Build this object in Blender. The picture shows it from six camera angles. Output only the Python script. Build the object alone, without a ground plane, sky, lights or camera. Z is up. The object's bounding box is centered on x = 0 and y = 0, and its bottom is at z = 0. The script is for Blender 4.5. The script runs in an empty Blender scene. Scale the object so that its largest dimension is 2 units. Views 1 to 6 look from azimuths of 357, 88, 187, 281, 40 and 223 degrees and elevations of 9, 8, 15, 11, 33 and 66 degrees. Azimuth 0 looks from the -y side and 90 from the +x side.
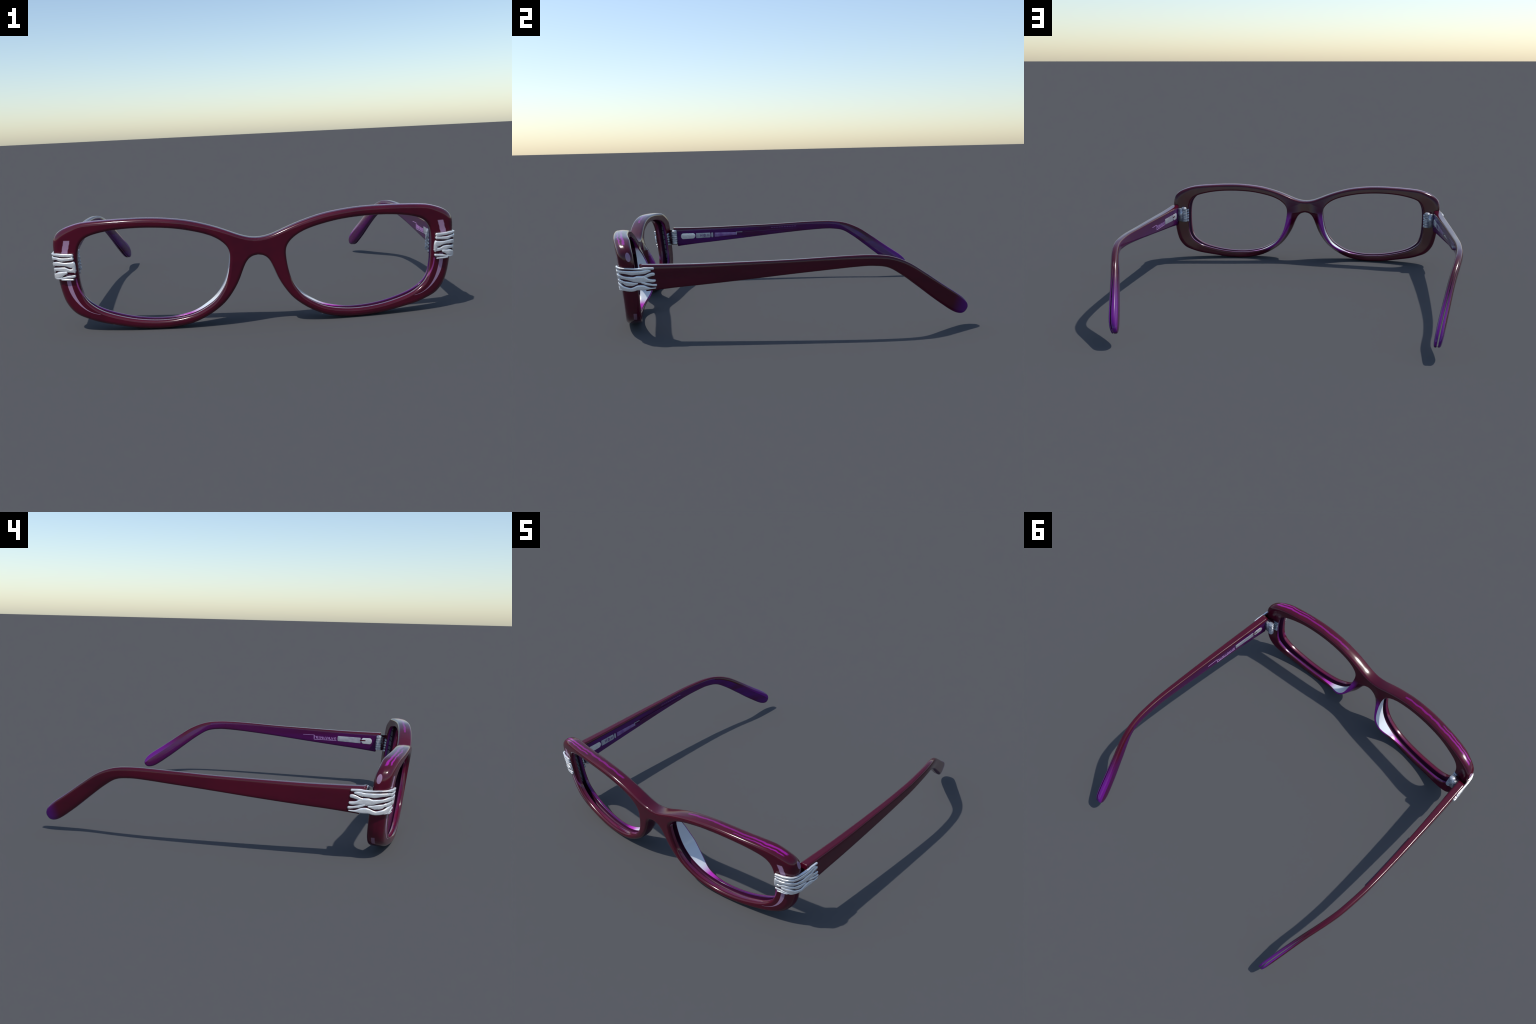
"""Full-rim plastic eyeglasses frame: maroon outside, purple inside, silver zebra-stripe
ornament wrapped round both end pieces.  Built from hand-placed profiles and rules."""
import bpy, math, random
import numpy as np
from mathutils import Vector

random.seed(7)
rng = np.random.default_rng(7)

# ----------------------------------------------------------------- curve helpers
def catmull(pts, n, closed=False):
    """Centripetal-free Catmull-Rom through pts, n samples evenly spaced by length."""
    P = np.array(pts, float)
    if closed:
        Q = np.vstack([P[-1], P, P[0], P[1]])
    else:
        Q = np.vstack([2 * P[0] - P[1], P, 2 * P[-1] - P[-2]])
    out = []
    for i in range(1, len(Q) - 2):
        p0, p1, p2, p3 = Q[i - 1], Q[i], Q[i + 1], Q[i + 2]
        t = np.linspace(0, 1, 24, endpoint=False)[:, None]
        out.append(0.5 * ((2 * p1) + (p2 - p0) * t + (2 * p0 - 5 * p1 + 4 * p2 - p3) * t ** 2
                          + (3 * p1 - p0 - 3 * p2 + p3) * t ** 3))
    C = np.vstack(out + [P[:1] if closed else P[-1:]])
    s = np.concatenate([[0], np.cumsum(np.linalg.norm(np.diff(C, axis=0), axis=1))])
    q = np.linspace(0, s[-1], n, endpoint=not closed)
    return np.stack([np.interp(q, s, C[:, k]) for k in range(C.shape[1])], 1)


def spline1(xs, ys):
    """Smooth 1D interpolant (monotone-limited cubic Hermite)."""
    xs = np.array(xs, float); ys = np.array(ys, float)
    d = np.diff(ys) / np.diff(xs)
    m = np.concatenate([[d[0]], (d[1:] + d[:-1]) / 2, [d[-1]]])
    for i in range(1, len(m) - 1):
        if d[i - 1] * d[i] <= 0:
            m[i] *= 0.3

    def f(x):
        x = np.clip(np.asarray(x, float), xs[0], xs[-1])
        i = np.clip(np.searchsorted(xs, x) - 1, 0, len(xs) - 2)
        h = xs[i + 1] - xs[i]; t = (x - xs[i]) / h
        return ((2 * t ** 3 - 3 * t ** 2 + 1) * ys[i] + (t ** 3 - 2 * t ** 2 + t) * h * m[i]
                + (-2 * t ** 3 + 3 * t ** 2) * ys[i + 1] + (t ** 3 - t ** 2) * h * m[i + 1])
    return f


def smooth(a, b, x):
    t = np.clip((np.asarray(x, float) - a) / (b - a), 0, 1)
    return t * t * (3 - 2 * t)


def seg_dist(P, A, B):
    """min distance of points P (n,2) to segments A-B (m,2)."""
    d = np.full(len(P), 1e9)
    for a, b in zip(A, B):
        ab = b - a; L = ab @ ab
        if L < 1e-14:
            continue
        t = np.clip(((P - a) @ ab) / L, 0, 1)
        d = np.minimum(d, np.linalg.norm(P - (a + t[:, None] * ab), axis=1))
    return d

# ----------------------------------------------------------------- materials
class Nodes:
    def __init__(self, name):
        self.m = bpy.data.materials.new(name); self.m.use_nodes = True
        self.t = self.m.node_tree
        self.b = self.t.nodes['Principled BSDF']
        c = self.t.nodes.new('ShaderNodeTexCoord')
        self.co = c.outputs['Object']
        s = self.t.nodes.new('ShaderNodeSeparateXYZ'); self.t.links.new(self.co, s.inputs[0])
        self.x, self.y, self.z = s.outputs

    def set(self, sock, v):
        if isinstance(v, (int, float)):
            sock.default_value = v
        elif isinstance(v, tuple):
            sock.default_value = v if len(v) == 4 else (*v, 1)
        else:
            self.t.links.new(v, sock)

    def op(self, o, a, b=0.0, c=0.0, clamp=False):
        n = self.t.nodes.new('ShaderNodeMath'); n.operation = o; n.use_clamp = clamp
        for i, v in enumerate((a, b, c)):
            self.set(n.inputs[i], v)
        return n.outputs[0]

    def ramp(self, v, a, b):
        """smoothstep a->b as 0..1 (a may exceed b)"""
        n = self.t.nodes.new('ShaderNodeMapRange'); n.interpolation_type = 'SMOOTHSTEP'
        inv = a > b
        self.set(n.inputs['Value'], v)
        n.inputs['From Min'].default_value = min(a, b); n.inputs['From Max'].default_value = max(a, b)
        n.inputs['To Min'].default_value = 1.0 if inv else 0.0
        n.inputs['To Max'].default_value = 0.0 if inv else 1.0
        return n.outputs['Result']

    def band(self, v, a, b, e):
        return self.op('MULTIPLY', self.ramp(v, a - e, a + e), self.ramp(v, b + e, b - e))

    def mul(self, *v):
        r = v[0]
        for k in v[1:]:
            r = self.op('MULTIPLY', r, k)
        return r

    def mix(self, f, a, b):
        n = self.t.nodes.new('ShaderNodeMix'); n.data_type = 'RGBA'
        self.set(n.inputs['Factor'], f); self.set(n.inputs['A'], a); self.set(n.inputs['B'], b)
        return n.outputs['Result']

    def noise(self, scale, detail=3.0, stretch=None):
        n = self.t.nodes.new('ShaderNodeTexNoise')
        n.inputs['Scale'].default_value = scale; n.inputs['Detail'].default_value = detail
        v = self.co
        if stretch:
            mp = self.t.nodes.new('ShaderNodeMapping'); mp.inputs['Scale'].default_value = stretch
            self.t.links.new(v, mp.inputs['Vector']); v = mp.outputs[0]
        self.t.links.new(v, n.inputs['Vector'])
        return n.outputs['Fac']

    def finish(self, color, rough=0.15, metal=0.0, spec=0.5, coat=0.0, bump=None):
        self.set(self.b.inputs['Base Color'], color)
        self.set(self.b.inputs['Roughness'], rough)
        self.set(self.b.inputs['Metallic'], metal)
        self.b.inputs['Specular IOR Level'].default_value = spec
        self.b.inputs['Coat Weight'].default_value = coat
        self.b.inputs['Coat Roughness'].default_value = 0.06
        if bump:
            n = self.t.nodes.new('ShaderNodeBump'); n.inputs['Strength'].default_value = bump[1]
            n.inputs['Distance'].default_value = 0.004
            self.t.links.new(bump[0], n.inputs['Height']); self.t.links.new(n.outputs[0], self.b.inputs['Normal'])
        return self.m


MAROON = (0.078, 0.0026, 0.0150)
MAROON_DARK = (0.060, 0.0022, 0.0135)
PURPLE = (0.078, 0.0035, 0.130)
MAGENTA = (0.40, 0.012, 0.36)
MAUVE = (0.40, 0.24, 0.38)
PALE = (0.74, 0.77, 0.82)

BRIDGE_Y, WRAP, TILT, DEPTH, BEND = -1.0, 0.075, 0.11, 0.084, 0.044


def front_y(x, z):
    x = np.abs(np.asarray(x))
    return BRIDGE_Y + WRAP * x ** 2 + BEND * x ** 4 - TILT * (np.asarray(z) - 0.45)


def plastic_front():
    N = Nodes('maroon_acetate_front')
    ax = N.op('ABSOLUTE', N.x)
    grain = N.noise(9, 4)
    col = N.mix(N.ramp(grain, 0.35, 0.7), MAROON, MAROON_DARK)
    # depth behind the front surface: 0 at the front, DEPTH at the rear
    d = N.op('SUBTRACT', N.y, BRIDGE_Y - TILT * -0.45)
    d = N.op('SUBTRACT', d, N.mul(ax, ax, WRAP))
    d = N.op('SUBTRACT', d, N.mul(ax, ax, ax, ax, BEND))
    d = N.op('ADD', d, N.op('MULTIPLY', N.z, TILT))
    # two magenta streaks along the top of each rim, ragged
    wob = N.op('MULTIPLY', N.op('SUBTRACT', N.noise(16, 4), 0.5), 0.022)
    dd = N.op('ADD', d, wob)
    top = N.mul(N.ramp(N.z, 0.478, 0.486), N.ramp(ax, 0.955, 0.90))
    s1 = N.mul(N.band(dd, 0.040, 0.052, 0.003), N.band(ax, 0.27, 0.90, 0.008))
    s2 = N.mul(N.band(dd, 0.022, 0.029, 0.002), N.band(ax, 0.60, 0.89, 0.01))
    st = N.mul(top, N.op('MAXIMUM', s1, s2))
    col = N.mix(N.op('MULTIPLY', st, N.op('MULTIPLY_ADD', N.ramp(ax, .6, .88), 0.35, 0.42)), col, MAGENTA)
    # reflections painted as mauve patches on the end pieces, above and below the ornament
    facing = N.ramp(d, 0.045, 0.03)
    jag = N.op('MULTIPLY', N.op('SUBTRACT', N.noise(60, 2), 0.5), 0.008)
    axj = N.op('ADD', ax, jag)
    lean = N.op('MULTIPLY', N.op('SUBTRACT', N.z, 0.39), -0.28)
    up = N.mul(N.band(N.op('SUBTRACT', axj, lean), 0.882, 0.911, 0.002), N.band(N.z, 0.375, 0.443, 0.002))
    # lower painted glint follows an arc round the lower corner
    dx = N.op('SUBTRACT', ax, 0.745); dz = N.op('DIVIDE', N.op('SUBTRACT', N.z, 0.262), 1.22)
    r = N.op('SQRT', N.op('ADD', N.mul(dx, dx), N.mul(dz, dz)))
    wid = N.ramp(N.z, 0.075, 0.22)
    half = N.op('MULTIPLY_ADD', wid, 0.0095, 0.0005)
    low = N.op('LESS_THAN', N.op('ABSOLUTE', N.op('SUBTRACT', r, N.op('MULTIPLY_ADD', N.ramp(N.z, 0.06, 0.26), -0.002, 0.1475))), half)
    low = N.mul(low, N.ramp(N.z, 0.285, 0.275), N.ramp(ax, 0.75, 0.76))
    inn = N.mul(N.band(r, 0.1055, 0.1115, 0.0015), N.band(N.z, 0.13, 0.26, 0.006), N.ramp(ax, 0.79, 0.80))
    patch = N.mul(facing, N.op('MAXIMUM', up, low))
    col = N.mix(N.op('MULTIPLY', patch, 0.85), col, MAUVE)
    col = N.mix(N.mul(facing, inn, 0.5), col, (0.42, 0.08, 0.38))
    # pale sheen ovals coloured into the side of the end pieces
    sy = N.op('SUBTRACT', d, 0.052)
    sz = N.op('SUBTRACT', N.z, 0.437)
    e = N.op('ADD', N.mul(sy, sy, 1 / 0.013 ** 2), N.mul(sz, sz, 1 / 0.024 ** 2))
    ov = N.mul(N.op('LESS_THAN', e, 1.0), N.ramp(ax, 0.925, 0.935))
    lo = N.mul(N.band(d, 0.038, 0.056, 0.001), N.band(N.z, 0.085, 0.125, 0.001), N.ramp(ax, 0.85, 0.855))
    col = N.mix(N.op('MULTIPLY', ov, 0.8), col, MAUVE)
    col = N.mix(N.op('MULTIPLY', lo, 0.4), col, MAUVE)
    # nose pads turn purple where they rise behind the rim
    pad = N.mul(N.ramp(d, DEPTH + 0.018, DEPTH + 0.042), N.ramp(ax, 0.42, 0.30))
    col = N.mix(pad, col, (0.26, 0.009, 0.27))
    return N.finish(col, N.op('MULTIPLY_ADD', grain, 0.05, 0.12), spec=0.42)


def plastic_lining():
    """inner wall behind the lens groove: purple, silvery at the nose and temple sides"""
    N = Nodes('purple_lining')
    ax = N.op('ABSOLUTE', N.x)
    col = N.mix(N.ramp(N.noise(7), 0.4, 0.65), (0.055, 0.003, 0.10), (0.05, 0.004, 0.06))
    d = N.op('SUBTRACT', N.y, BRIDGE_Y - TILT * -0.45)
    d = N.op('SUBTRACT', d, N.mul(ax, ax, WRAP))
    d = N.op('SUBTRACT', d, N.mul(ax, ax, ax, ax, BEND))
    d = N.op('ADD', d, N.op('MULTIPLY', N.z, TILT))
    col = N.mix(N.ramp(d, 0.066, 0.080), col, (0.17, 0.006, 0.14))
    col = N.mix(N.mul(N.ramp(ax, 0.42, 0.34), N.ramp(N.z, 0.39, 0.36), N.ramp(d, 0.062, 0.066)), col, (0.50, 0.03, 0.46))
    nose = N.mul(N.ramp(ax, 0.34, 0.26), N.ramp(N.z, 0.39, 0.36), N.ramp(d, 0.062, 0.066))
    col = N.mix(nose, col, PALE)
    return N.finish(col, 0.16, spec=0.45)


def plain(name, color, rough=0.15, metal=0.0, coat=0.3, var=None, **k):
    N = Nodes(name)
    c = color
    if var:
        c = N.mix(N.ramp(N.noise(k.get('scale', 12), 4), 0.35, 0.7), color, var)
    return N.finish(c, rough, metal, coat=coat)


def silver():
    N = Nodes('polished_silver')
    g = N.noise(45, 4, (1, 1, 2.5))
    col = N.mix(N.ramp(g, 0.45, 0.75), (0.95, 0.95, 0.96), (0.82, 0.83, 0.85))
    return N.finish(col, N.op('MULTIPLY_ADD', g, 0.12, 0.2), 0.5, coat=0.2, bump=(g, 0.02))


def temple_outer():
    N = Nodes('maroon_acetate_temple')
    g = N.noise(6, 4, (1, 0.35, 2))
    col = N.mix(N.ramp(g, 0.35, 0.7), MAROON, MAROON_DARK)
    tip = N.ramp(N.op('ADD', N.y, N.op('MULTIPLY', N.z, -0.25)), 0.87, 0.965)
    col = N.mix(tip, col, (0.095, 0.005, 0.16))
    return N.finish(col, 0.15, spec=0.42)


def temple_edge():
    """top and bottom edges of the ear hooks: maroon running into purple at the end"""
    N = Nodes('purple_tip_edge')
    g = N.noise(6, 4, (1, 0.35, 2))
    col = N.mix(N.ramp(g, 0.35, 0.7), MAROON, MAROON_DARK)
    tip = N.ramp(N.op('ADD', N.y, N.op('MULTIPLY', N.z, -0.25)), 0.60, 0.88)
    col = N.mix(tip, col, (0.14, 0.006, 0.21))
    return N.finish(col, 0.15, spec=0.42)


def temple_inner():
    N = Nodes('purple_acetate_temple')
    g = N.noise(7, 4, (1, 0.3, 3))
    base = N.mix(N.ramp(N.x, -0.1, 0.1), PURPLE, (0.070, 0.003, 0.078))
    col = N.mix(N.ramp(g, 0.4, 0.7), base, (0.066, 0.003, 0.050))
    col = N.mix(N.mul(N.ramp(N.y, -0.1, 0.2), N.ramp(N.y, 0.55, 0.35), 0.6), col, (0.075, 0.005, 0.05))
    return N.finish(col, 0.15, spec=0.42)


M_FRONT = plastic_front()
M_LINING = plastic_lining()


def hollow():
    """inside of the hollow rim: dark red, grey with rungs in the end pieces"""
    N = Nodes('hollow_rim_inside')
    ax = N.op('ABSOLUTE', N.x)
    rung = N.op('SINE', N.op('MULTIPLY', N.op('ADD', N.z, N.op('MULTIPLY', N.noise(20, 1), 0.03)), 170.0))
    side = N.mul(N.ramp(ax, 0.885, 0.90), N.band(N.z, 0.14, 0.44, 0.01), N.ramp(rung, -0.93, -0.8))
    col = N.mix(side, (0.065, 0.008, 0.040), (0.72, 0.76, 0.84))  # grey lightened against the slot's shade, red tinted toward skylit purple
    return N.finish(col, 0.45, spec=0.2)


M_GROOVE = hollow()
M_LIP = plain('red_lip', (0.13, 0.004, 0.03), 0.16, var=(0.10, 0.006, 0.06))
M_TOUT = temple_outer()
M_TIN = temple_inner()
M_TEDGE = temple_edge()
M_SILVER = silver()
M_STEEL = plain('hinge_steel', (0.62, 0.65, 0.70), 0.28, 0.5, coat=0.1, var=(0.30, 0.32, 0.36), scale=45)
M_CORE = plain('brushed_core_metal', (0.52, 0.53, 0.57), 0.32, 0.3, coat=0.3, var=(0.40, 0.38, 0.46), scale=30)
M_CORE_VIOLET = plain('violet_core_metal', (0.34, 0.20, 0.45), 0.3, 0.3, coat=0.3, var=(0.22, 0.08, 0.34), scale=30)
M_MARK = plain('violet_engraving', (0.13, 0.02, 0.19), 0.4, coat=0.0)
M_PALEMARK = plain('lilac_engraving', (0.50, 0.26, 0.58), 0.3, coat=0.2)
M_DARK = plain('hinge_shadow_plastic', (0.045, 0.004, 0.016), 0.2)

# ----------------------------------------------------------------- object helpers
COLL = bpy.context.scene.collection


def new_obj(name, verts, faces, mats, parent=None, fmat=None, normals=None, flip=False):
    me = bpy.data.meshes.new(name)
    faces = [tuple(f) for f in faces]
    if flip:
        faces = [f[::-1] for f in faces]
    me.from_pydata([tuple(map(float, v)) for v in verts], [], faces)
    for m in mats:
        me.materials.append(m)
    if fmat is not None:
        me.polygons.foreach_set('material_index', np.array(fmat, dtype=np.int32))
    me.polygons.foreach_set('use_smooth', np.ones(len(me.polygons), dtype=bool))
    me.update()
    if normals is not None:
        me.normals_split_custom_set_from_vertices([tuple(n) for n in normals])
    ob = bpy.data.objects.new(name, me)
    COLL.objects.link(ob)
    if parent:
        ob.parent = parent
    return ob


def auto_smooth(ob, deg=35):
    me = ob.data
    me.set_sharp_from_angle(angle=math.radians(deg))


def vertex_normals(V, F):
    V = np.asarray(V); n = np.zeros_like(V)
    for f in F:
        p = V[list(f)]
        a = np.cross(p[1] - p[0], p[2] - p[0])
        if len(f) == 4:
            a = a + np.cross(p[2] - p[0], p[3] - p[0])
        for i in f:
            n[i] += a
    return n / np.maximum(np.linalg.norm(n, axis=1, keepdims=True), 1e-12)


def split_out(V, F, M, N, key, names, mats, parents):
    """Separate faces by region key into objects whose border vertices coincide and share normals."""
    out = {}
    for k in sorted(set(key)):
        fs = [i for i in range(len(F)) if key[i] == k]
        used = sorted({v for i in fs for v in F[i]})
        mp = {v: j for j, v in enumerate(used)}
        out[k] = new_obj(names[k], V[used], [[mp[v] for v in F[i]] for i in fs], mats,
                         parents.get(k) if isinstance(parents, dict) else parents,
                         [M[i] for i in fs], N[used])
    return out

# ----------------------------------------------------------------- root
root = bpy.data.objects.new('eyeglasses', None)
COLL.objects.link(root)
root['label'] = 'glossy maroon and purple full-rim eyeglasses with silver zebra bands'
root['category'] = 'eyeglasses'

# ----------------------------------------------------------------- front frame
INNER = [(.131, .326), (.134, .366), (.157, .400), (.203, .432), (.272, .457), (.375, .479), (.475, .4885),
         (.575, .490), (.671, .4835), (.750, .469), (.798, .450), (.823, .423), (.836, .389), (.841, .340),
         (.841, .280), (.836, .211), (.821, .160), (.792, .125), (.731, .0885), (.620, .057), (.517, .043),
         (.417, .0435), (.317, .062), (.246, .097), (.200, .134), (.161, .193), (.141, .257)]
OUTER = [(0, .416), (.042, .4205), (.088, .435), (.135, .4545), (.205, .481), (.300, .508), (.381, .522),
         (.480, .5315), (.580, .533), (.702, .5295), (.808, .522), (.866, .508), (.918, .487), (.949, .457),
         (.955, .425), (.956, .388), (.952, .330), (.947, .280), (.943, .238), (.935, .189), (.917, .132),
         (.875, .082), (.819, .0585), (.768, .041), (.690, .025), (.590, .008), (.515, .002), (.425, .0025),
         (.333, .016), (.260, .045), (.197, .085), (.148, .131), (.100, .204), (.070, .276), (.051, .3145),
         (.028, .333), (0, .339)]

# smooth start/end tangents at the symmetry plane: mirror one point past each end
oc = catmull([(-.042, .4205)] + OUTER + [(-.028, .333)], 1600)
k0 = int(np.argmin(np.abs(oc[:400, 0]))); k1 = len(oc) - 1 - int(np.argmin(np.abs(oc[::-1][:400, 0])))
oc = oc[k0:k1 + 1]; oc[0, 0] = 0; oc[-1, 0] = 0


def blur(C, sig, closed):
    """even out the curvature of a sampled outline"""
    k = np.arange(-3 * sig, 3 * sig + 1); g = np.exp(-k ** 2 / (2 * sig * sig)); g /= g.sum()
    m = len(k) // 2
    if closed:
        E = np.vstack([C[-m:], C, C[:m]])
    else:                                            # mirrored about the symmetry plane
        E = np.vstack([C[m:0:-1] * [-1, 1], C, C[-2:-m - 2:-1] * [-1, 1]])
    return np.stack([np.convolve(E[:, i], g, 'valid') for i in (0, 1)], 1)


oc = blur(oc, 11, False); oc[0, 0] = 0; oc[-1, 0] = 0
outline_A, outline_B = oc[:-1], oc[1:]
NI = 1440
ic = blur(catmull(INNER, NI, closed=True), 8, True)               # clockwise seen from the front (+x right)
tan = np.roll(ic, -1, 0) - np.roll(ic, 1, 0)
for _ in range(6):                                 # gentle smoothing of the ray directions
    tan = (np.roll(tan, 1, 0) + tan + np.roll(tan, -1, 0)) / 3
nrm = np.stack([-tan[:, 1], tan[:, 0]], 1)
nrm /= np.linalg.norm(nrm, axis=1, keepdims=True)
if ((ic - ic.mean(0)) * nrm).sum() < 0:
    nrm = -nrm


def ray_out(p, d):
    """first hit of the ray p+t d with outer outline or with the plane x = 0"""
    best = 9.0
    A = outline_A - p; E = outline_B - outline_A
    den = d[0] * E[:, 1] - d[1] * E[:, 0]
    with np.errstate(divide='ignore', invalid='ignore'):
        t = (A[:, 0] * E[:, 1] - A[:, 1] * E[:, 0]) / den
        u = (A[:, 0] * d[1] - A[:, 1] * d[0]) / den
    ok = (t > 1e-6) & (u >= -1e-9) & (u <= 1 + 1e-9)
    if ok.any():
        best = t[ok].min()
    if d[0] < 0:
        tb = -p[0] / d[0]
        if tb < best:
            return p + tb * d, True
    return p + best * d, False


hits = [ray_out(p, d) for p, d in zip(ic, nrm)]
mid = np.array([h[1] for h in hits])
# stations: an even subset, plus the two stations either side of each symmetry-plane corner
ch = np.where(mid != np.roll(mid, 1))[0]
keep = set(range(0, NI, 4)) | {int((c + k) % NI) for c in ch for k in range(-26, 26)}
st = sorted(keep)
I2 = ic[st]; N2 = nrm[st]
O2 = np.array([hits[i][0] for i in st]); OM = mid[st].copy()
for j in range(len(st)):                            # snap corner stations onto the outline ends
    if OM[j]:
        O2[j, 0] = 0
        if not OM[j - 1]:
            O2[j] = oc[-1] if abs(O2[j, 1] - oc[-1, 1]) < abs(O2[j, 1] - oc[0, 1]) else oc[0]
        if not OM[(j + 1) % len(st)]:
            O2[j] = oc[0] if abs(O2[j, 1] - oc[0, 1]) < abs(O2[j, 1] - oc[-1, 1]) else oc[-1]
nS = len(st)

# smooth bump that lifts the rear inner edge into a nose pad
def pad_height(p):
    x, z = p
    if x > 0.5 or z > 0.45:
        return 0.0
    a = spline1([0.0, .06, .10, .14, .18, .25, .30, .34, .375, .45], [0.004, .026, .050, .064, .069, .055, .039, .024, .008, 0])(z)
    return float(a * (1 - smooth(.20, .47, x)))


def rnd(d, a, b):
    q = np.clip(1 - d / a, 0, 1)
    return b * (1 - np.sqrt(np.maximum(1 - q * q, 0)))


# fractions across the rim width: clustered at both edges
K_EDGE, K_MID = 7, 7
edge = 1 - np.cos(np.linspace(0, math.pi / 2, K_EDGE + 1))
verts = []; grid_f = []; grid_b = []; wall_i = []; wall_o = []


def addv(p):
    verts.append(p); return len(verts) - 1


padH = np.array([pad_height(p) for p in I2])
for _ in range(10):
    padH = (np.roll(padH, 1) + 2 * padH + np.roll(padH, -1)) / 4
rows = []
for j in range(nS):
    w = np.linalg.norm(O2[j] - I2[j])
    r = min(0.45 * w, 0.034)
    ri = min(0.45 * w, 0.022)
    dist = np.concatenate([edge * ri, np.linspace(ri, w - r, K_MID)[1:-1], (w - r * edge)[::-1]])
    rows.append(dist / w)
rows = np.array(rows)
PX = I2[:, None, :] + rows[:, :, None] * (O2 - I2)[:, None, :]
nU = PX.shape[1]
flat = PX.reshape(-1, 2)
mirr = oc * [-1, 1]
dO = np.minimum(seg_dist(flat, outline_A, outline_B), seg_dist(flat, mirr[:60], mirr[1:61]))
dO = np.minimum(dO, seg_dist(flat, mirr[-61:-1], mirr[-60:])).reshape(nS, nU)
dO[:, -1] = np.where(OM & (np.abs(O2[:, 1] - oc[0, 1]) > 1e-6) & (np.abs(O2[:, 1] - oc[-1, 1]) > 1e-6), dO[:, -1], 0)
dI = rows * np.linalg.norm(O2 - I2, axis=1)[:, None]
side = smooth(.80, .93, PX[..., 0])                  # the end pieces are rounder in front
base = front_y(PX[..., 0], PX[..., 1])
mid_b = 1 - smooth(.08, .30, PX[..., 0])
aO = .018 + .014 * side - .003 * mid_b; bO = .020 + .014 * side - .008 * mid_b
YF = base + rnd(dO, aO, bO) + rnd(dI, .014, .016)
pad_u = (1 - smooth(.18, 1.0, rows)) * smooth(.015, .10, PX[..., 0])
DEP = DEPTH + .004 * smooth(.6, .8, PX[..., 0]) - .004 * side
YB = base + DEP - rnd(dO, .013 + .020 * side, .016 + .010 * side) - rnd(dI, .007, .007) + padH[:, None] * pad_u
VF = [[addv((PX[j, u, 0], YF[j, u], PX[j, u, 1])) for u in range(nU)] for j in range(nS)]
REC = .009 * smooth(.70, .83, I2[:, 0]) * np.clip(N2[:, 0], 0, 1)        # rear opening is wider towards the temples
PB = PX + N2[:, None, :] * (REC[:, None] * (1 - rows))[..., None]
VB = [[addv((PB[j, u, 0], YB[j, u], PB[j, u, 1])) for u in range(nU)] for j in range(nS)]
# inner wall: front lip, lens groove, rear lining.  (fraction of depth, outset)
b0 = front_y(I2[:, 0], I2[:, 1])
WI = []
wid = np.linalg.norm(O2 - I2, axis=1)
slot = np.where(OM, .034, np.maximum(np.minimum(wid - .013, .090), .012))   # the rim is a hollow shell behind the groove
for _ in range(12):
    slot = np.minimum(slot, (np.roll(slot, 1) + slot + np.roll(slot, -1)) / 3)
for j in range(nS):
    yb = YB[j, 0]
    q0 = b0[j] + .066
    rowsW = [(b0[j] + .024, .0005), (b0[j] + .033, .0008), (b0[j] + .0345, .003)]
    for dd, q in ((.036, .55), (.040, 1.0), (.060, 1.0), (.0635, .55)):
        o = slot[j] * q; P = I2[j] + N2[j] * o
        rowsW.append((float(front_y(P[0], P[1])) + dd, o))
    rc = REC[j]
    rowsW += [(b0[j] + .0645, .003 + rc), (q0, .0008 + rc), (q0 + (yb - q0) * .35, rc), (q0 + (yb - q0) * .7, rc)]
    WI.append([addv((I2[j, 0] + N2[j, 0] * o, y, I2[j, 1] + N2[j, 1] * o)) for y, o in rowsW])
# outer wall with a slight crown
WO = []
tang = np.roll(O2, -1, 0) - np.roll(O2, 1, 0)
for j in range(nS):
    if OM[j]:
        n = np.array([0.0, 0.0])
        if abs(O2[j, 1] - oc[0, 1]) < 1e-6: n = np.array([0, 1.0])
        if abs(O2[j, 1] - oc[-1, 1]) < 1e-6: n = np.array([0, -1.0])
    else:
        t = tang[j] / np.linalg.norm(tang[j]); n = np.array([-t[1], t[0]])
        if n @ (O2[j] - I2[j]) < 0: n = -n
    yf, yb = YF[j, -1], YB[j, -1]
    WO.append([addv((O2[j, 0] + n[0] * o, yf + (yb - yf) * q, O2[j, 1] + n[1] * o))
               for q, o in ((.25, .0014), (.5, .002), (.75, .0014))])
faces = []; fm = []; reg = []


def quad(a, b, c, d, m, j, u):
    f = [a, b, c, d]
    if len(set(f)) < 3:
        return
    faces.append(f); fm.append(m)
    P = PX[j, min(u, nU - 1)]
    if P[0] < .125 and P[1] > .30:
        reg.append('bridge')
    elif padH[j] > .006 and m in (0, 2) and u < nU - 1 and u >= -1 and u_rear:
        reg.append('nose_pad')
    else:
        reg.append('rim')


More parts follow.
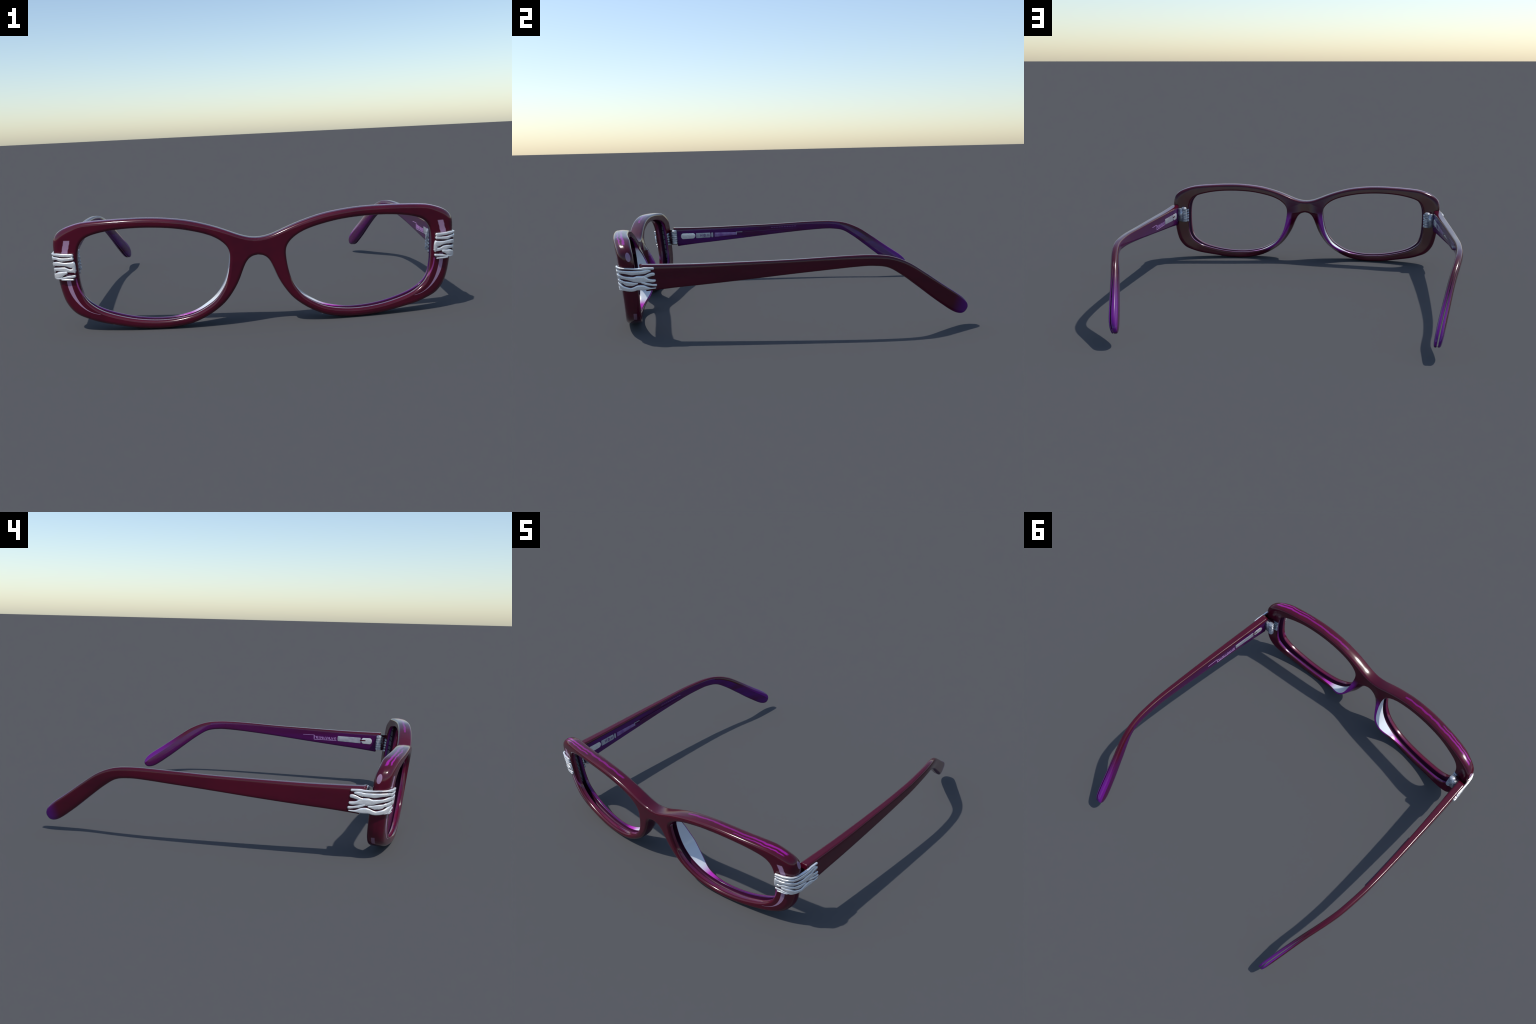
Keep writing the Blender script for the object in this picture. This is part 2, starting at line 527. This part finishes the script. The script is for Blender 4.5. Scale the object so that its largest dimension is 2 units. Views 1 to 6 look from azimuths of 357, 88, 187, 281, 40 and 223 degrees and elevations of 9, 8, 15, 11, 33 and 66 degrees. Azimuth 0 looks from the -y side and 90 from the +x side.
for j in range(nS):
    k = (j + 1) % nS
    for u in range(nU - 1):
        u_rear = False
        quad(VF[j][u], VF[j][u + 1], VF[k][u + 1], VF[k][u], 0, j, u)
        u_rear = True
        quad(VB[j][u], VB[k][u], VB[k][u + 1], VB[j][u + 1], 0, j, u)
    col = [VF[j][0]] + WI[j] + [VB[j][0]]; cok = [VF[k][0]] + WI[k] + [VB[k][0]]
    for i in range(len(col) - 1):
        m = 3 if i < 2 else (1 if i < 8 else 2)
        u_rear = i >= 8
        quad(col[i], cok[i], cok[i + 1], col[i + 1], m, j, 0)
    both_mid = OM[j] and OM[k]
    if not both_mid:
        col = [VF[j][-1]] + WO[j] + [VB[j][-1]]; cok = [VF[k][-1]] + WO[k] + [VB[k][-1]]
        for i in range(len(col) - 1):
            u_rear = False
            quad(col[i], col[i + 1], cok[i + 1], cok[i], 0, j, nU)

V = np.array(verts); nV = len(V)
# drop unused wall vertices, mirror, weld on the symmetry plane
V2 = V * [-1, 1, 1]
allV = np.vstack([V, V2])
remap = np.arange(2 * nV)
onplane = np.where(np.abs(V[:, 0]) < 1e-6)[0]
remap[nV + onplane] = onplane
allF = [list(f) for f in faces] + [[int(remap[nV + i]) for i in f[::-1]] for f in faces]
# weld coincident positions
keyd = {}; weld = np.arange(2 * nV)
for i in range(2 * nV):
    kk = tuple(np.round(allV[i], 6)); weld[i] = keyd.setdefault(kk, i)
F3 = []; M3 = []; R3 = []
for f, m, r in zip(allF, fm + fm, [x if x == 'bridge' else x + '+' for x in reg] + [x if x == 'bridge' else x + '-' for x in reg]):
    g = []
    for i in f:
        i = int(weld[i])
        if i not in g:
            g.append(i)
    if len(g) >= 3:
        F3.append(g); M3.append(m); R3.append(r)
# orient: front faces must look to -y
def area_n(f):
    p = allV[f]; return np.cross(p[1] - p[0], p[2] - p[0])
if area_n(F3[0])[1] > 0:
    F3 = [f[::-1] for f in F3]
VN = vertex_normals(allV, F3)
front_names = {'bridge': 'bridge', 'rim+': 'rim', 'rim-': 'rim', 'nose_pad+': 'nose_pad', 'nose_pad-': 'nose_pad'}
split_out(allV, F3, M3, VN, R3, front_names, [M_FRONT, M_GROOVE, M_LINING, M_LIP], root)

# ----------------------------------------------------------------- temples
# centre line in the (y, z) plane with half height; hooks down behind the ear
SPINE = [(-.768, .3240, .0690), (-.70, .3265, .0650), (-.60, .3315, .0595), (-.48, .3370, .0545), (-.25, .3500, .0460),
         (0, .3655, .0365), (.20, .3785, .0320), (.35, .3862, .0290), (.45, .3862, .0275), (.542, .3725, .0290),
         (.631, .3295, .0365), (.72, .2675, .0405), (.824, .1905, .0440), (.900, .1375, .0460)]
TIP_LEN = .111
OUT_X = spline1([-.80, -.47, -.25, 0, .20, .35, .45, .55, .70, .85, 1.0], [.964, .978, .984, .989, .990, .983, .973, .953, .909, .8685, .829])
THICK = spline1([-.80, -.47, -.24, 0, .2, .45, .7, .88, 1.0], [.056, .049, .043, .039, .037, .038, .041, .046, .046])
FORK_Y = 0.64

sp = catmull(SPINE, 150)
tang2 = np.gradient(sp[:, :2], axis=0); tang2 /= np.linalg.norm(tang2, axis=1, keepdims=True)
end = sp[-1]; td = tang2[-1]
cap = []
for a in np.linspace(0, math.pi / 2, 22)[1:]:
    q = math.sin(a) ** 0.95                           # blunt rounded end
    s = TIP_LEN * q
    cap.append((end[0] + td[0] * s, end[1] + td[1] * s, end[2] * max(1 - q ** 2.9, 0.0) ** 0.46))
ST = [tuple(r) for r in sp] + cap
TG = [tuple(t) for t in tang2] + [tuple(td)] * len(cap)
NQ = 28                                              # points per half section, top centre to bottom centre


def build_temple(sgn):
    V = []; F = []; M = []; key = []
    ring_o = []; ring_i = []; chord_o = []; chord_i = []
    nst = len(ST)
    for a, ((y, z, h), (ty, tz)) in enumerate(zip(ST, TG)):
        py, pz = -tz, ty                              # upward perpendicular in the side plane
        if pz < 0: py, pz = -py, -pz
        th = float(THICK(y)) / 2
        capq = max(0, (a - len(sp) + 1) / len(cap))
        th *= math.sqrt(max(1 - capq ** 2.6, 0)) * .9 + .1 if capq > 0 else 1
        xc = float(OUT_X(y)) - float(THICK(y)) / 2
        e = 7.5 - 4.3 * smooth(-.2, .5, y)            # squarish in front, oval at the tip
        fork = y > FORK_Y
        ramp_q = float(smooth(FORK_Y, FORK_Y + .24, y)) if fork else 0
        gap = (.0024 if sgn > 0 else .0036) * ramp_q
        off = (.009 if sgn > 0 else 0.0) * ramp_q     # the slit of one tip sits nearer the outside
        ro = []; ri = []
        slant = -.012 * (1 - min(a / 6, 1))           # front end cut leans back at the bottom
        for q in range(NQ + 1):
            ang = math.pi * q / NQ
            c = math.cos(ang); s = math.sin(ang)
            rr = (abs(c) ** e + abs(s) ** e) ** (-1 / e)
            v = c * rr * (h + .0024 * min(1, h / .02)) + .0012; u = s * rr * th
            yy = y + py * v + slant * (v / .06); zz = z + pz * v
            bow = .004 * (1 - (v / max(h, 1e-6)) ** 2) * 0
            if fork:
                off_q = off * th / max(float(THICK(y)) / 2, 1e-6); gq = min(gap, .45 * th)
                uo = off_q + gq + u * (th - off_q - gq) / max(th, 1e-6); ui = -off_q + gq + u * (th + off_q - gq) / max(th, 1e-6)
                V.append((sgn * (xc + uo), yy, zz)); ro.append(len(V) - 1)
                V.append((sgn * (xc - ui), yy, zz)); ri.append(len(V) - 1)
            else:
                V.append((sgn * (xc + u), yy, zz)); ro.append(len(V) - 1)
                if q in (0, NQ):
                    ri.append(ro[-1])
                else:
                    V.append((sgn * (xc - u), yy, zz)); ri.append(len(V) - 1)
        ring_o.append(ro); ring_i.append(ri)
    def part(a):
        return 'temple_tip' if ST[a][0] > .50 else 'temple'
    first = next(a for a in range(nst) if ST[a][0] > FORK_Y) - 1
    for a in range(nst - 1):
        b = a + 1
        for q in range(NQ):
            f = [ring_o[a][q], ring_o[a][q + 1], ring_o[b][q + 1], ring_o[b][q]]
            hook = ST[a][0] > .5 or a >= len(sp) - 1
            m = 2 if hook and q < NQ * .16 else (1 if hook and q > NQ * .84 else 0)
            F.append(f); M.append(m); key.append(part(a))
            f = [ring_i[a][q], ring_i[b][q], ring_i[b][q + 1], ring_i[a][q + 1]]
            topside = q < NQ * (.36 if hook else .27)
            F.append(f); M.append((2 if hook else 0) if topside else 1); key.append(part(a))
        if a >= first:                                # walls of the slit: top centre to bottom centre, straight
            for ring, fl in ((ring_o, False), (ring_i, True)):
                f = [ring[a][0], ring[b][0], ring[b][NQ], ring[a][NQ]]
                F.append(f[::-1] if fl else f); M.append(1); key.append(part(a))
    # front end cap (fan) and tip caps
    c0 = len(V); V.append(tuple(np.mean([V[i] for i in ring_o[0] + ring_i[0]], axis=0)))
    loop = ring_o[0] + ring_i[0][::-1][1:-1]
    for i in range(len(loop)):
        F.append([c0, loop[(i + 1) % len(loop)], loop[i]]); M.append(0); key.append('temple')
    V = np.array(V)
    if sgn > 0:
        pass
    # consistent outward orientation: outer side wall must face +x*sgn
    t = F[2 * NQ * 20 + 2 * (NQ // 2)]
    n = np.cross(V[t[1]] - V[t[0]], V[t[2]] - V[t[0]])
    if n[0] * sgn < 0:
        F = [f[::-1] for f in F]
    # remove degenerate
    G = [(list(dict.fromkeys(f)), m, k) for f, m, k in zip(F, M, key)]
    G = [g for g in G if len(g[0]) >= 3]
    F = [g[0] for g in G]; M = [g[1] for g in G]; key = [g[2] for g in G]
    N = vertex_normals(V, F)
    N[c0] = (0, -1, 0)
    obs = split_out(V, F, M, N, key, {'temple': 'temple', 'temple_tip': 'temple_tip'}, [M_TOUT, M_TIN, M_TEDGE], root)
    obs['temple_tip'].parent = obs['temple']
    return obs['temple']


def inner_x(y):
    return float(OUT_X(y)) - float(THICK(y))


def inset_plate(name, sgn, y0, y1, zc0, zc1, hh0, hh1, mat, parent, proud=.0012, rounded=0.0, n=16):
    """thin metal bar let into the inner face of a temple, following its curve"""
    V = []; F = []
    for i in range(n + 1):
        q = 0.5 - 0.5 * math.cos(math.pi * i / n); y = y0 + (y1 - y0) * q
        zc = zc0 + (zc1 - zc0) * q; hh = hh0 + (hh1 - hh0) * q
        if rounded:
            e = min(q * (y1 - y0), (1 - q) * (y1 - y0)) / rounded
            if e < 1: hh *= math.sqrt(max(1 - (1 - e) ** 2, .02))
        x = inner_x(y)
        for dx, dz in ((.004, -hh), (-proud * .6, -hh), (-proud, -hh * .8), (-proud, hh * .8), (-proud * .6, hh), (.004, hh)):
            V.append((sgn * (x + dx), y, zc + dz))
    for i in range(n):
        for k in range(6):
            a = i * 6 + k; b = i * 6 + (k + 1) % 6
            F.append([a, b, b + 6, a + 6])
    F.append([5, 4, 3, 2, 1, 0]); F.append([n * 6 + k for k in range(6)])
    ob = new_obj(name, V, F, [mat], parent, flip=(sgn < 0))
    auto_smooth(ob, 30)
    return ob


def box_mesh(c, s):
    x, y, z = c; a, b, d = (k / 2 for k in s)
    V = [(x + i * a, y + j * b, z + k * d) for i in (-1, 1) for j in (-1, 1) for k in (-1, 1)]
    F = [[0, 1, 3, 2], [4, 6, 7, 5], [0, 4, 5, 1], [2, 3, 7, 6], [0, 2, 6, 4], [1, 5, 7, 3]]
    return V, F


def strokes(name, sgn, spec, parent, mat, proud):
    """row of tiny engraved strokes: (y, z, length in y, length in z, lean)"""
    V = []; F = []
    for (y, z, ly, lz, lean) in spec:
        b = len(V)
        for sy, sz in ((-1, -1), (1, -1), (1, 1), (-1, 1)):
            yy = y + sy * ly / 2 + lean * sz; zz = z + sz * lz / 2
            V.append((sgn * (inner_x(yy) - proud), yy, zz))
        for sy, sz in ((-1, -1), (1, -1), (1, 1), (-1, 1)):
            yy = y + sy * ly / 2 + lean * sz; zz = z + sz * lz / 2
            V.append((sgn * (inner_x(yy) + .002), yy, zz))
        F += [[b, b + 1, b + 2, b + 3], [b, b + 4, b + 5, b + 1], [b + 1, b + 5, b + 6, b + 2], [b + 2, b + 6, b + 7, b + 3], [b + 3, b + 7, b + 4, b]]
    ob = new_obj(name, V, F, [mat], parent, flip=(sgn > 0))
    ob['kind'] = 'stuff'
    ob.data.polygons.foreach_set('use_smooth', np.zeros(len(ob.data.polygons), dtype=bool))
    return ob


for sgn in (1, -1):
    T = build_temple(sgn)
    if sgn > 0:
        inset_plate('core_wire_loop', sgn, -.722, -.645, .331, .3315, .022, .0205, M_SILVER, T, .0016, .016)
        inset_plate('core_wire_slot', sgn, -.676, -.634, .334, .334, .0045, .0045, M_TOUT, T, .0024, .004)
        inset_plate('core_plate', sgn, -.640, -.468, .3325, .337, .0205, .0185, M_CORE, T, .0014, .002)
        r2 = random.Random(3)
        sp2 = []
        y = -.455
        while y < -.305:
            w = r2.choice([.0028, .0035, .0045])
            sp2.append((y, .3335 + .018 * (y + .46), w, r2.uniform(.014, .021), r2.choice([0, 0, .002, -.002])))
            if r2.random() < .45:
                sp2.append((y + .005, .3335 + .018 * (y + .46) + r2.choice([-.008, 0, .008]), .008, .003, 0))
            y += r2.uniform(.009, .014)
        strokes('engraving', sgn, sp2, T, M_PALEMARK, .0016)
        strokes('engraving_rule', sgn, [(-.375, .3205, .17, .003, 0), (-.292, .338, .006, .026, 0), (-.25, .353, .085, .0022, 0)], T, M_PALEMARK, .0014)
    else:
        inset_plate('inner_ridge', sgn, -.26, .19, .338, .362, .014, .010, M_TIN, T, .0075, .05, 30)
        inset_plate('core_wire_loop', sgn, -.727, -.618, .330, .332, .022, .020, M_SILVER, T, .0016, .016)
        inset_plate('core_plate', sgn, -.612, -.500, .332, .334, .0195, .018, M_CORE, T, .0014, .002)
        inset_plate('core_plate', sgn, -.494, -.479, .334, .3345, .018, .018, M_CORE, T, .0014, .002)
        inset_plate('core_plate', sgn, -.468, -.300, .3345, .340, .0165, .010, M_CORE_VIOLET, T, .0014, .002)
        g = [(-.578, .334, .003, .020, 0), (-.571, .334, .011, .003, 0), (-.565, .334, .003, .020, 0)]
        g += [(-.552, .334, .003, .014, 0), (-.545, .3415, .012, .003, 0), (-.545, .3265, .012, .003, 0), (-.538, .334, .003, .014, 0), (-.545, .334, .003, .024, 0)]
        g += [(-.525, .334, .003, .020, .0015), (-.518, .331, .003, .014, 0), (-.511, .334, .003, .020, -.0015)]
        strokes('engraving', sgn, g, T, M_MARK, .0022)
        strokes('engraving_rule', sgn, [(-.277, .351, .05, .004, 0), (-.298, .342, .005, .024, 0)], T, M_CORE, .0016)
        strokes('engraving', sgn, [(-.02 + .02 * k, .378 + .0008 * k, .015, .0028, 0) for k in range(10)], T, M_CORE_VIOLET, .0008)

# ----------------------------------------------------------------- hinges
def lathe(profile, cx, cy, n=28, lean=(0, 0), z0=.33):
    V = []; F = []
    for (r, z) in profile:
        for k in range(n):
            a = 2 * math.pi * k / n
            V.append((cx + r * math.cos(a) + lean[0] * (z - z0), cy + r * math.sin(a) + lean[1] * (z - z0), z))
    for i in range(len(profile) - 1):
        for k in range(n):
            F.append([i * n + k, i * n + (k + 1) % n, (i + 1) * n + (k + 1) % n, (i + 1) * n + k])
    F.append(list(range(n))[::-1]); F.append([(len(profile) - 1) * n + k for k in range(n)])
    return V, F


for sgn in (1, -1):
    mir = lambda Vs: [(sgn * x, y, z) for x, y, z in Vs]
    prof = []
    z = .279; knuckles = 6; step = (.381 - .279) / knuckles
    for k in range(knuckles):
        prof += [(.0155, z + .0005), (.0200, z + .003), (.0200, z + step - .003), (.0155, z + step - .0005)]
        z += step
    prof += [(.013, z + .003), (.004, z + .0045)]
    V, F = lathe(prof, .868, -.773, lean=(.05, -.05))
    H = new_obj('hinge', mir(V), F, [M_STEEL], root, flip=(sgn < 0)); auto_smooth(H, 40)
    # leaf between barrel and temple end
    V, F = box_mesh((.893, -.768, .330), (.034, .022, .092))
    b = new_obj('hinge_leaf', mir(V), F, [M_STEEL], H, flip=(sgn < 0))
    # comb-like plate on the back of the end piece
    V = []; F = []
    n = 5
    for k in range(n):
        zc = .268 + (k + .5) * (.364 - .268) / n
        hz = (.364 - .268) / n * .40
        for i, x in enumerate(np.linspace(.847, .900, 7)):
            yb = float(front_y(x, zc)) + DEPTH + .003
            t = hz * (1 - .35 * (i / 6) * ((k * 7) % 3 == 1)) + .001 * math.sin(5 * i + k * 2)
            for dy, dz in ((-.004, -t), (.004, -t), (.0065, 0), (.004, t), (-.004, t)):
                V.append((x, yb + dy, zc + dz + .002 * math.sin(i * 1.1 + k)))
        o = k * 35
        for i in range(6):
            for q in range(5):
                a = o + i * 5 + q; c = o + i * 5 + (q + 1) % 5
                F.append([a, a + 5, c + 5, c])
        F.append([o + q for q in range(5)]); F.append([o + 30 + q for q in range(5)][::-1])
    b = new_obj('hinge_plate', mir(V), F, [M_STEEL], H, flip=(sgn < 0))
    # dark block joining plate, leaf and ornament between end piece and temple
    V, F = box_mesh((.905, -.797, .322), (.060, .040, .086))
    b = new_obj('hinge_block', mir(V), F, [M_DARK], H, flip=(sgn < 0))

# ----------------------------------------------------------------- ornament bands
PATH = catmull([(.9715, -.690), (.9700, -.74), (.9675, -.79), (.9625, -.835), (.9570, -.864), (.9475, -.884), (.9300, -.897),
                (.905, -.906), (.880, -.911), (.850, -.9165)], 400)
PS = np.concatenate([[0], np.cumsum(np.linalg.norm(np.diff(PATH, axis=0), axis=1))])
PT = np.gradient(PATH, axis=0); PT /= np.linalg.norm(PT, axis=1, keepdims=True)
PN = np.stack([-PT[:, 1], PT[:, 0]], 1)
if PN[0, 0] < 0: PN = -PN


def s_of(kind, v):
    if kind == 'y':
        return float(np.interp(v, -PATH[:250, 1], PS[:250]))
    return float(np.interp(-v, -PATH[150:, 0], PS[150:]))


def surf_pt(s, z, h):
    x, y = (np.interp(s, PS, PATH[:, k]) for k in (0, 1))
    nx, ny = (np.interp(s, PS, PN[:, k]) for k in (0, 1))
    fr = smooth(.06, .16, s)
    return (x + nx * h - .03 * fr * (.33 - z), y + ny * h - TILT * (z - .33) * fr, z)


# each stripe: (where, position, lower edge, upper edge); 'y' = along the side, 'x' = across the front
STRIPES = [
    [('y', .705, .371, .383), ('y', .727, .372, .3835), ('y', .752, .370, .384), ('y', .777, .369, .381), ('y', .805, .371, .3795),
     ('y', .840, .374, .381), ('y', .875, .375, .3825), ('x', .935, .372, .385), ('x', .898, .368, .382), ('x', .854, .366, .381)],
    [('y', .722, .362, .368), ('y', .738, .356, .371), ('y', .753, .350, .370), ('y', .778, .347, .366), ('y', .803, .345, .366),
     ('y', .822, .343, .366), ('y', .853, .349, .367), ('y', .877, .352, .368), ('x', .938, .354, .367), ('x', .917, .347, .363),
     ('x', .890, .349, .362), ('x', .854, .352, .3655)],
    [('y', .702, .340, .354), ('y', .716, .338, .356), ('y', .735, .333, .351), ('y', .754, .326, .342), ('y', .773, .315, .338)],
    [('y', .698, .307, .319), ('y', .718, .304, .320), ('y', .737, .306, .324), ('y', .755, .305, .337), ('y', .773, .302, .340),
     ('y', .792, .303, .340), ('y', .817, .307, .334), ('y', .842, .315, .335), ('y', .867, .321, .338), ('y', .888, .323, .341),
     ('x', .937, .325, .345), ('x', .897, .324, .340), ('x', .874, .316, .341), ('x', .852, .315, .346)],
    [('y', .693, .282, .295), ('y', .713, .284, .295), ('y', .732, .287, .299), ('y', .750, .290, .303), ('y', .769, .297, .308), ('y', .785, .305, .315)],
    [('y', .793, .297, .301), ('y', .813, .290, .303), ('y', .831, .285, .306), ('y', .850, .285, .309), ('y', .868, .290, .311),
     ('y', .887, .297, .314), ('x', .931, .300, .317), ('x', .903, .296, .318), ('x', .877, .293, .308), ('x', .850, .291, .311)],
    [('y', .698, .271, .276), ('y', .720, .269, .275), ('y', .738, .266, .279), ('y', .757, .263, .288), ('y', .782, .262, .291),
     ('y', .801, .262, .288), ('y', .820, .257, .280), ('y', .839, .255, .275), ('y', .858, .256, .279), ('y', .876, .259, .285),
     ('y', .892, .261, .290), ('x', .931, .265, .296), ('x', .910, .279, .296), ('x', .891, .288, .297)],
    [('y', .896, .259, .265), ('x', .923, .260, .268), ('x', .893, .264, .275), ('x', .854, .268, .280)],
    [('x', .926, .255, .262), ('x', .899, .2535, .261), ('x', .865, .2535, .260)],
    [('x', .866, .300, .330), ('x', .857, .288, .345), ('x', .848, .290, .343)],
]


def build_stripe(sgn, k, spec, parent):
    s = []; good = []
    for row in spec:
        v = s_of(row[0], row[1])
        if not s or v > s[-1] + .004:
            s.append(v); good.append(row)
    spec = good
    lo = spline1(s, [c - .0003 for _, _, c, _ in spec]); hi = spline1(s, [d + .0003 for _, _, _, d in spec])
    n = max(14, int((s[-1] - s[0]) / .0022)); V = []; F = []
    K = 13
    for i in range(n + 1):
        q = s[0] + (s[-1] - s[0]) * (0.5 - 0.5 * math.cos(math.pi * i / n) if n < 30 else i / n)
        a, b = float(lo(q)), float(hi(q)); c = (a + b) / 2; h = (b - a) / 2
        e = min(q - s[0], s[-1] - q) / max(min(.006, h * 1.1), .002)
        f = math.sqrt(max(1 - (1 - min(e, 1)) ** 2, .004))
        h *= f
        top = (.0052 + .0006 * math.sin(k * 2.3)) * (0.35 + 0.65 * f) * min(1, (h / .006) ** .5 + .25)
        dent = .0005 * math.sin(q * 160 + k * 1.7)
        for j in range(K):
            t = -1 + 2 * j / (K - 1)
            t = math.sin(t * math.pi / 2)
            hh = -.005 if j in (0, K - 1) else (top + dent * f) * (1 - abs(t) ** 5) ** .5
            V.append(surf_pt(q, c + h * t * (1 if j not in (0, K - 1) else 1.0), hh))
    for i in range(n):
        for j in range(K - 1):
            a = i * K + j
            F.append([a, a + 1, a + K + 1, a + K])
    F.append(list(range(K))[::-1]); F.append([n * K + j for j in range(K)])
    V = [(sgn * x, y, z) for x, y, z in V]
    return new_obj('silver_stripe', V, F, [M_SILVER], parent, flip=(sgn > 0))


for sgn in (1, -1):
    # maroon carrier under the stripes: bridges the end piece and the temple
    V = []; F = []
    ss = np.linspace(s_of('y', .722), s_of('y', .884), 40); zz = np.linspace(.268, .375, 12)
    for h in (.0006, -.014):
        for q in ss:
            wrap_in = 0.0
            for z in zz:
                V.append(surf_pt(q, z + (0.004 * smooth(.08, .12, q) if False else 0), h if h > 0 else -.012))
    nz = len(zz); ns = len(ss); o = ns * nz
    for i in range(ns - 1):
        for j in range(nz - 1):
            a = i * nz + j
            F.append([a, a + 1, a + nz + 1, a + nz]); F.append([o + a, o + a + nz, o + a + nz + 1, o + a + 1])
        F.append([i * nz, (i + 1) * nz, o + (i + 1) * nz, o + i * nz])
        F.append([i * nz + nz - 1, o + i * nz + nz - 1, o + (i + 1) * nz + nz - 1, (i + 1) * nz + nz - 1])
    for i in (0, ns - 1):
        for j in range(nz - 1):
            a = i * nz + j
            f = [a, o + a, o + a + 1, a + 1]
            F.append(f if i == 0 else f[::-1])
    V = [(sgn * x, y, z) for x, y, z in V]
    B = new_obj('ornament_band', V, F, [M_DARK], root, flip=(sgn > 0)); auto_smooth(B, 40)
    for k, spec in enumerate(STRIPES):
        build_stripe(sgn, k, spec, B)
